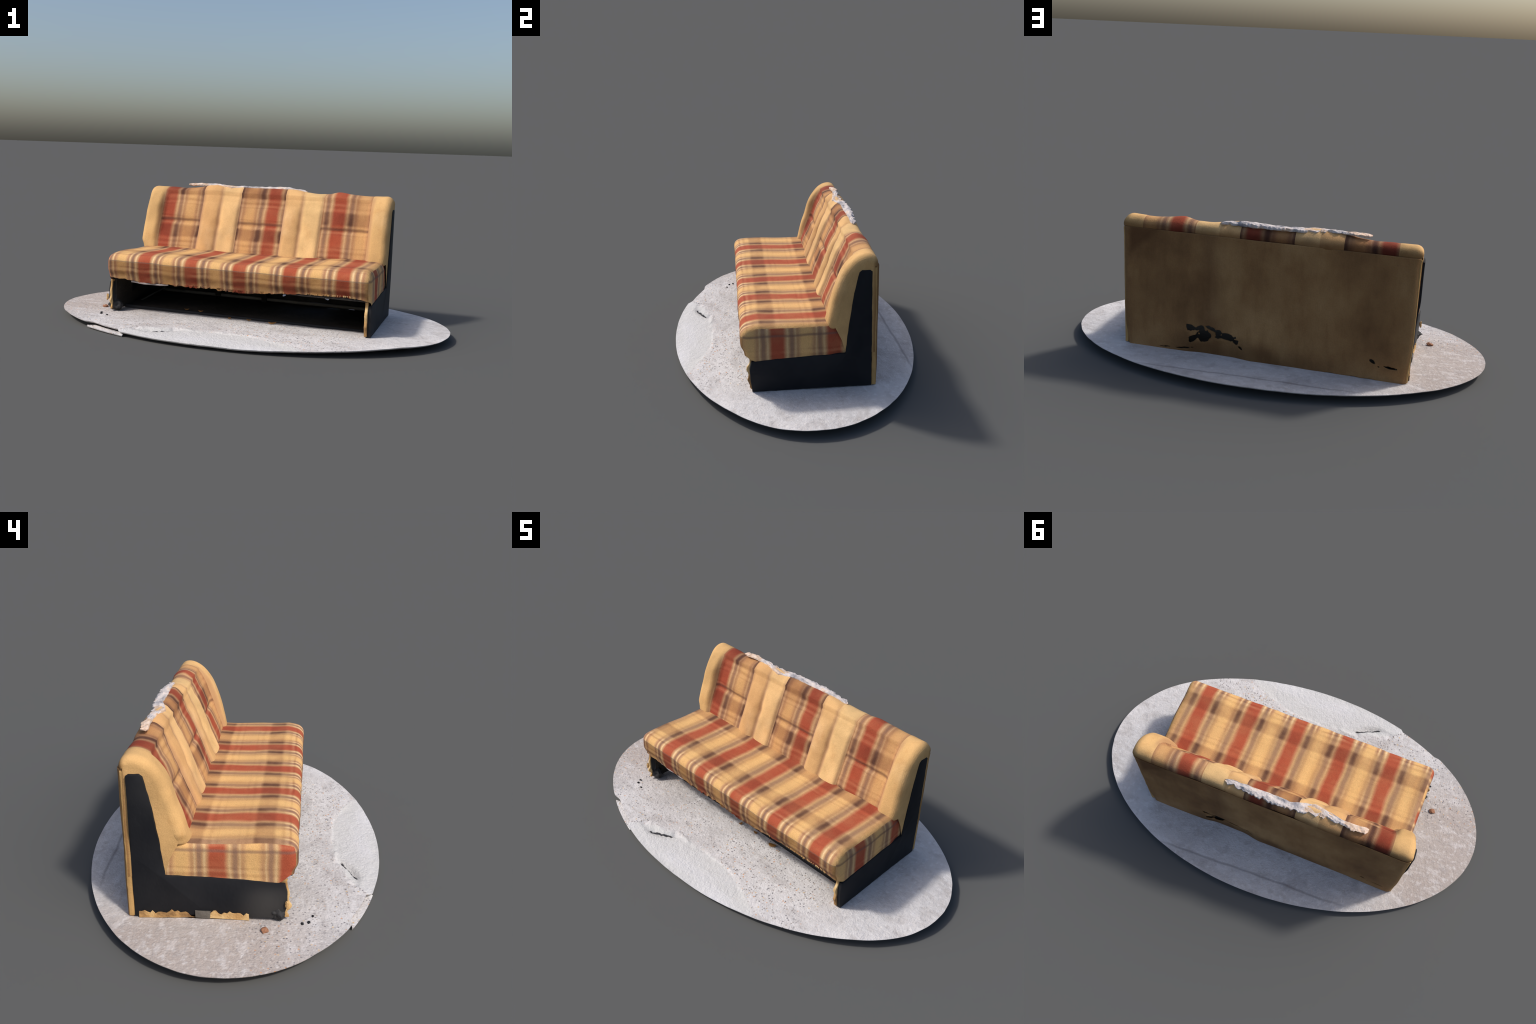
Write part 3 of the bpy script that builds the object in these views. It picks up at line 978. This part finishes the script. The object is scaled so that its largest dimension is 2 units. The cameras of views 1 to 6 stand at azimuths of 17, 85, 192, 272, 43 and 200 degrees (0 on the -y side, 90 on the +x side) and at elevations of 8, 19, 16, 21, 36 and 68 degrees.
def ground(x, y):
    z = 0.036 + 0.0012 * x + 0.0109 * y
    edge = -0.405 - 1.05 * abs(x + 0.05) ** 2.6
    yy = y + 0.02 * n3(x * 12, y * 12, 0, 60)
    inz = smooth(0.006, -0.010, yy - edge)
    z -= 0.0045 * inz * smooth(0.45, 0.2, x)
    # crumbled lip of the hollow
    lip = math.exp(-((yy - edge) / 0.014) ** 2) * smooth(0.45, 0.3, x) * smooth(-0.5, -0.4, x)
    z += lip * (0.001 + 0.007 * n3(x * 35, y * 35, 0, 61))
    # open crack at the left end of the hollow
    cx, cy = (x + 0.285) / 0.07, (yy + 0.458 - 0.43 * (x + 0.285)) / 0.010
    z -= 0.016 * math.exp(-cx ** 4 - cy ** 2)
    ry = math.hypot(x / AX, y / AY)
    z += table([(-0.6, -0.004), (-0.52, -0.001), (-0.42, 0.003), (-0.30, 0.0065), (-0.2, 0.0055), (-0.05, 0.003), (0.05, 0.0)], y) * smooth(-0.98, -0.7, x) * smooth(0.98, 0.7, x) * table([(-0.5, 0.45), (-0.1, 0.85), (0.3, 1.25)], x)
    z += 0.003 * smooth(0.25, 0.4, x) * smooth(0.9, 0.7, x) * smooth(-0.55, -0.48, y) * smooth(-0.25, -0.35, y)
    z -= 0.003 * smooth(0.9, 1.0, ry) * smooth(-0.3, -0.45, y)
    z += 0.0022 * n3(x * 5, y * 5, 0, 62) + 0.0008 * n3(x * 22, y * 22, 0, 63)
    return z


slab_grid = []
NA, NR = 320, 150
verts, faces = [], []
verts.append((0, 0, ground(0, 0)))


def rim_r(th):
    # chipped rim, front left
    r = 1.0
    d = math.atan2(math.sin(th - math.radians(224)), math.cos(th - math.radians(224)))
    x, y = math.cos(th), math.sin(th)
    gap = smooth(-0.70, -0.655, x) * smooth(-0.455, -0.49, x) if y < 0 else 0.0
    r -= 0.030 * gap
    return r + 0.0015 * n3(x * 14, y * 14, 0, 64)


for r in range(1, NR + 1):
    for a in range(NA):
        th = 2 * math.pi * a / NA
        k = rim_r(th) * (r / NR) ** 0.8
        x, y = AX * k * math.cos(th), AY * k * math.sin(th)
        verts.append((x, y, ground(x, y)))
for a in range(NA):
    faces.append((0, 1 + a, 1 + (a + 1) % NA))
for r in range(NR - 1):
    for a in range(NA):
        p, q = 1 + r * NA + a, 1 + r * NA + (a + 1) % NA
        faces.append((p, p + NA, q + NA, q))
# thin undercut rim and flat underside
last = 1 + (NR - 1) * NA
for dz, kk in ((0.003, 0.999), (0.009, 0.985), (0.011, 0.95)):
    base = len(verts)
    for a in range(NA):
        v = verts[1 + (NR - 1) * NA + a]
        verts.append((v[0] * kk, v[1] * kk, v[2] - dz))
    for a in range(NA):
        p, q = last + a, last + (a + 1) % NA
        faces.append((p, base + a, base + (a + 1) % NA, q))
    last = base
faces.append(tuple(last + a for a in range(NA))[::-1])
slab = make_object('concrete_slab', verts, faces, M_CONC, None, True, 0.9)
slab['label'] = 'thin oval slab of pale gritty concrete pavement'
slab['category'] = 'pavement'

# broken-off sliver lying lower at the front left rim
bm = bmesh.new()
N = 40
rows = []
for i in range(N + 1):
    t = i / N
    x = lerp(-0.672, -0.440, t)
    y = -AY * math.sqrt(1 - (x / AX) ** 2) + 0.002
    z = lerp(0.0075, 0.0045, t)
    w = 0.030 * smooth(0, 0.12, t) * smooth(1.05, 0.8, t) + 0.003 + 0.004 * n3(t * 12, 0, 0, 70)
    rows.append([bm.verts.new(c) for c in ((x, y, z), (x + 0.45 * w, y + w, z + 0.004), (x + 0.45 * w, y + w, z - 0.001), (x, y + 0.002, z - 0.0046))])
for r0, r1 in zip(rows, rows[1:]):
    for k in range(4):
        bm.faces.new((r0[k], r0[(k + 1) % 4], r1[(k + 1) % 4], r1[k]))
bm.faces.new(rows[0])
bm.faces.new(rows[-1][::-1])
bm_object('broken_sliver', bm, M_CONC, slab, True, 0.6)

# litter: a pebble, dry leaf scraps, grit
M_PEB = dark_frame('rusty_pebble', (0.07, 0.06, 0.055), (0.42, 0.19, 0.10))
M_LEAF = dark_frame('dry_leaf', (0.22, 0.105, 0.035), (0.40, 0.20, 0.06))
blob('pebble', (-0.738, -0.130, 0.040), (0.016, 0.012, 0.008), M_PEB, 80, 0.4, 3, slab)
for i, (x, y, s, rot) in enumerate(((0.170, -0.158, 0.020, 0.3), (-0.05, -0.150, 0.010, 1.2), (0.05, -0.148, 0.011, 0.2),
                                    (-0.30, -0.09, 0.013, 0.5), (-0.22, -0.10, 0.012, 0.1))):
    bm = bmesh.new()
    ringv = []
    zc = (0.0555 if y > -0.12 else ground(x, y) + 0.006)
    for lay in (0, 1):
        row = []
        for k in range(12):
            th = 2 * math.pi * k / 12
            rr = s * (1 + 0.25 * n3(math.cos(th) * 2, math.sin(th) * 2, i, 81))
            px, py = rr * math.cos(th), 0.55 * rr * math.sin(th)
            row.append(bm.verts.new((x + px * math.cos(rot) - py * math.sin(rot), y + px * math.sin(rot) + py * math.cos(rot),
                                     zc + 0.0016 * lay + 0.003 * math.cos(2 * th))))
        ringv.append(row)
    bm.faces.new(ringv[0][::-1])
    bm.faces.new(ringv[1])
    for k in range(12):
        bm.faces.new((ringv[0][k], ringv[0][(k + 1) % 12], ringv[1][(k + 1) % 12], ringv[1][k]))
    bm_object('leaf_scrap', bm, M_LEAF, slab, True, 0.6)
for x, y, s in ((-0.690, -0.262, 0.007), (-0.681, -0.284, 0.008), (-0.640, -0.300, 0.006)):
    blob('grit_crumb', (x, y, ground(x, y) + 0.002), (s, s * 0.7, s * 0.5), M_VINYL, 90 + s * 100, 0.6, 2, slab)
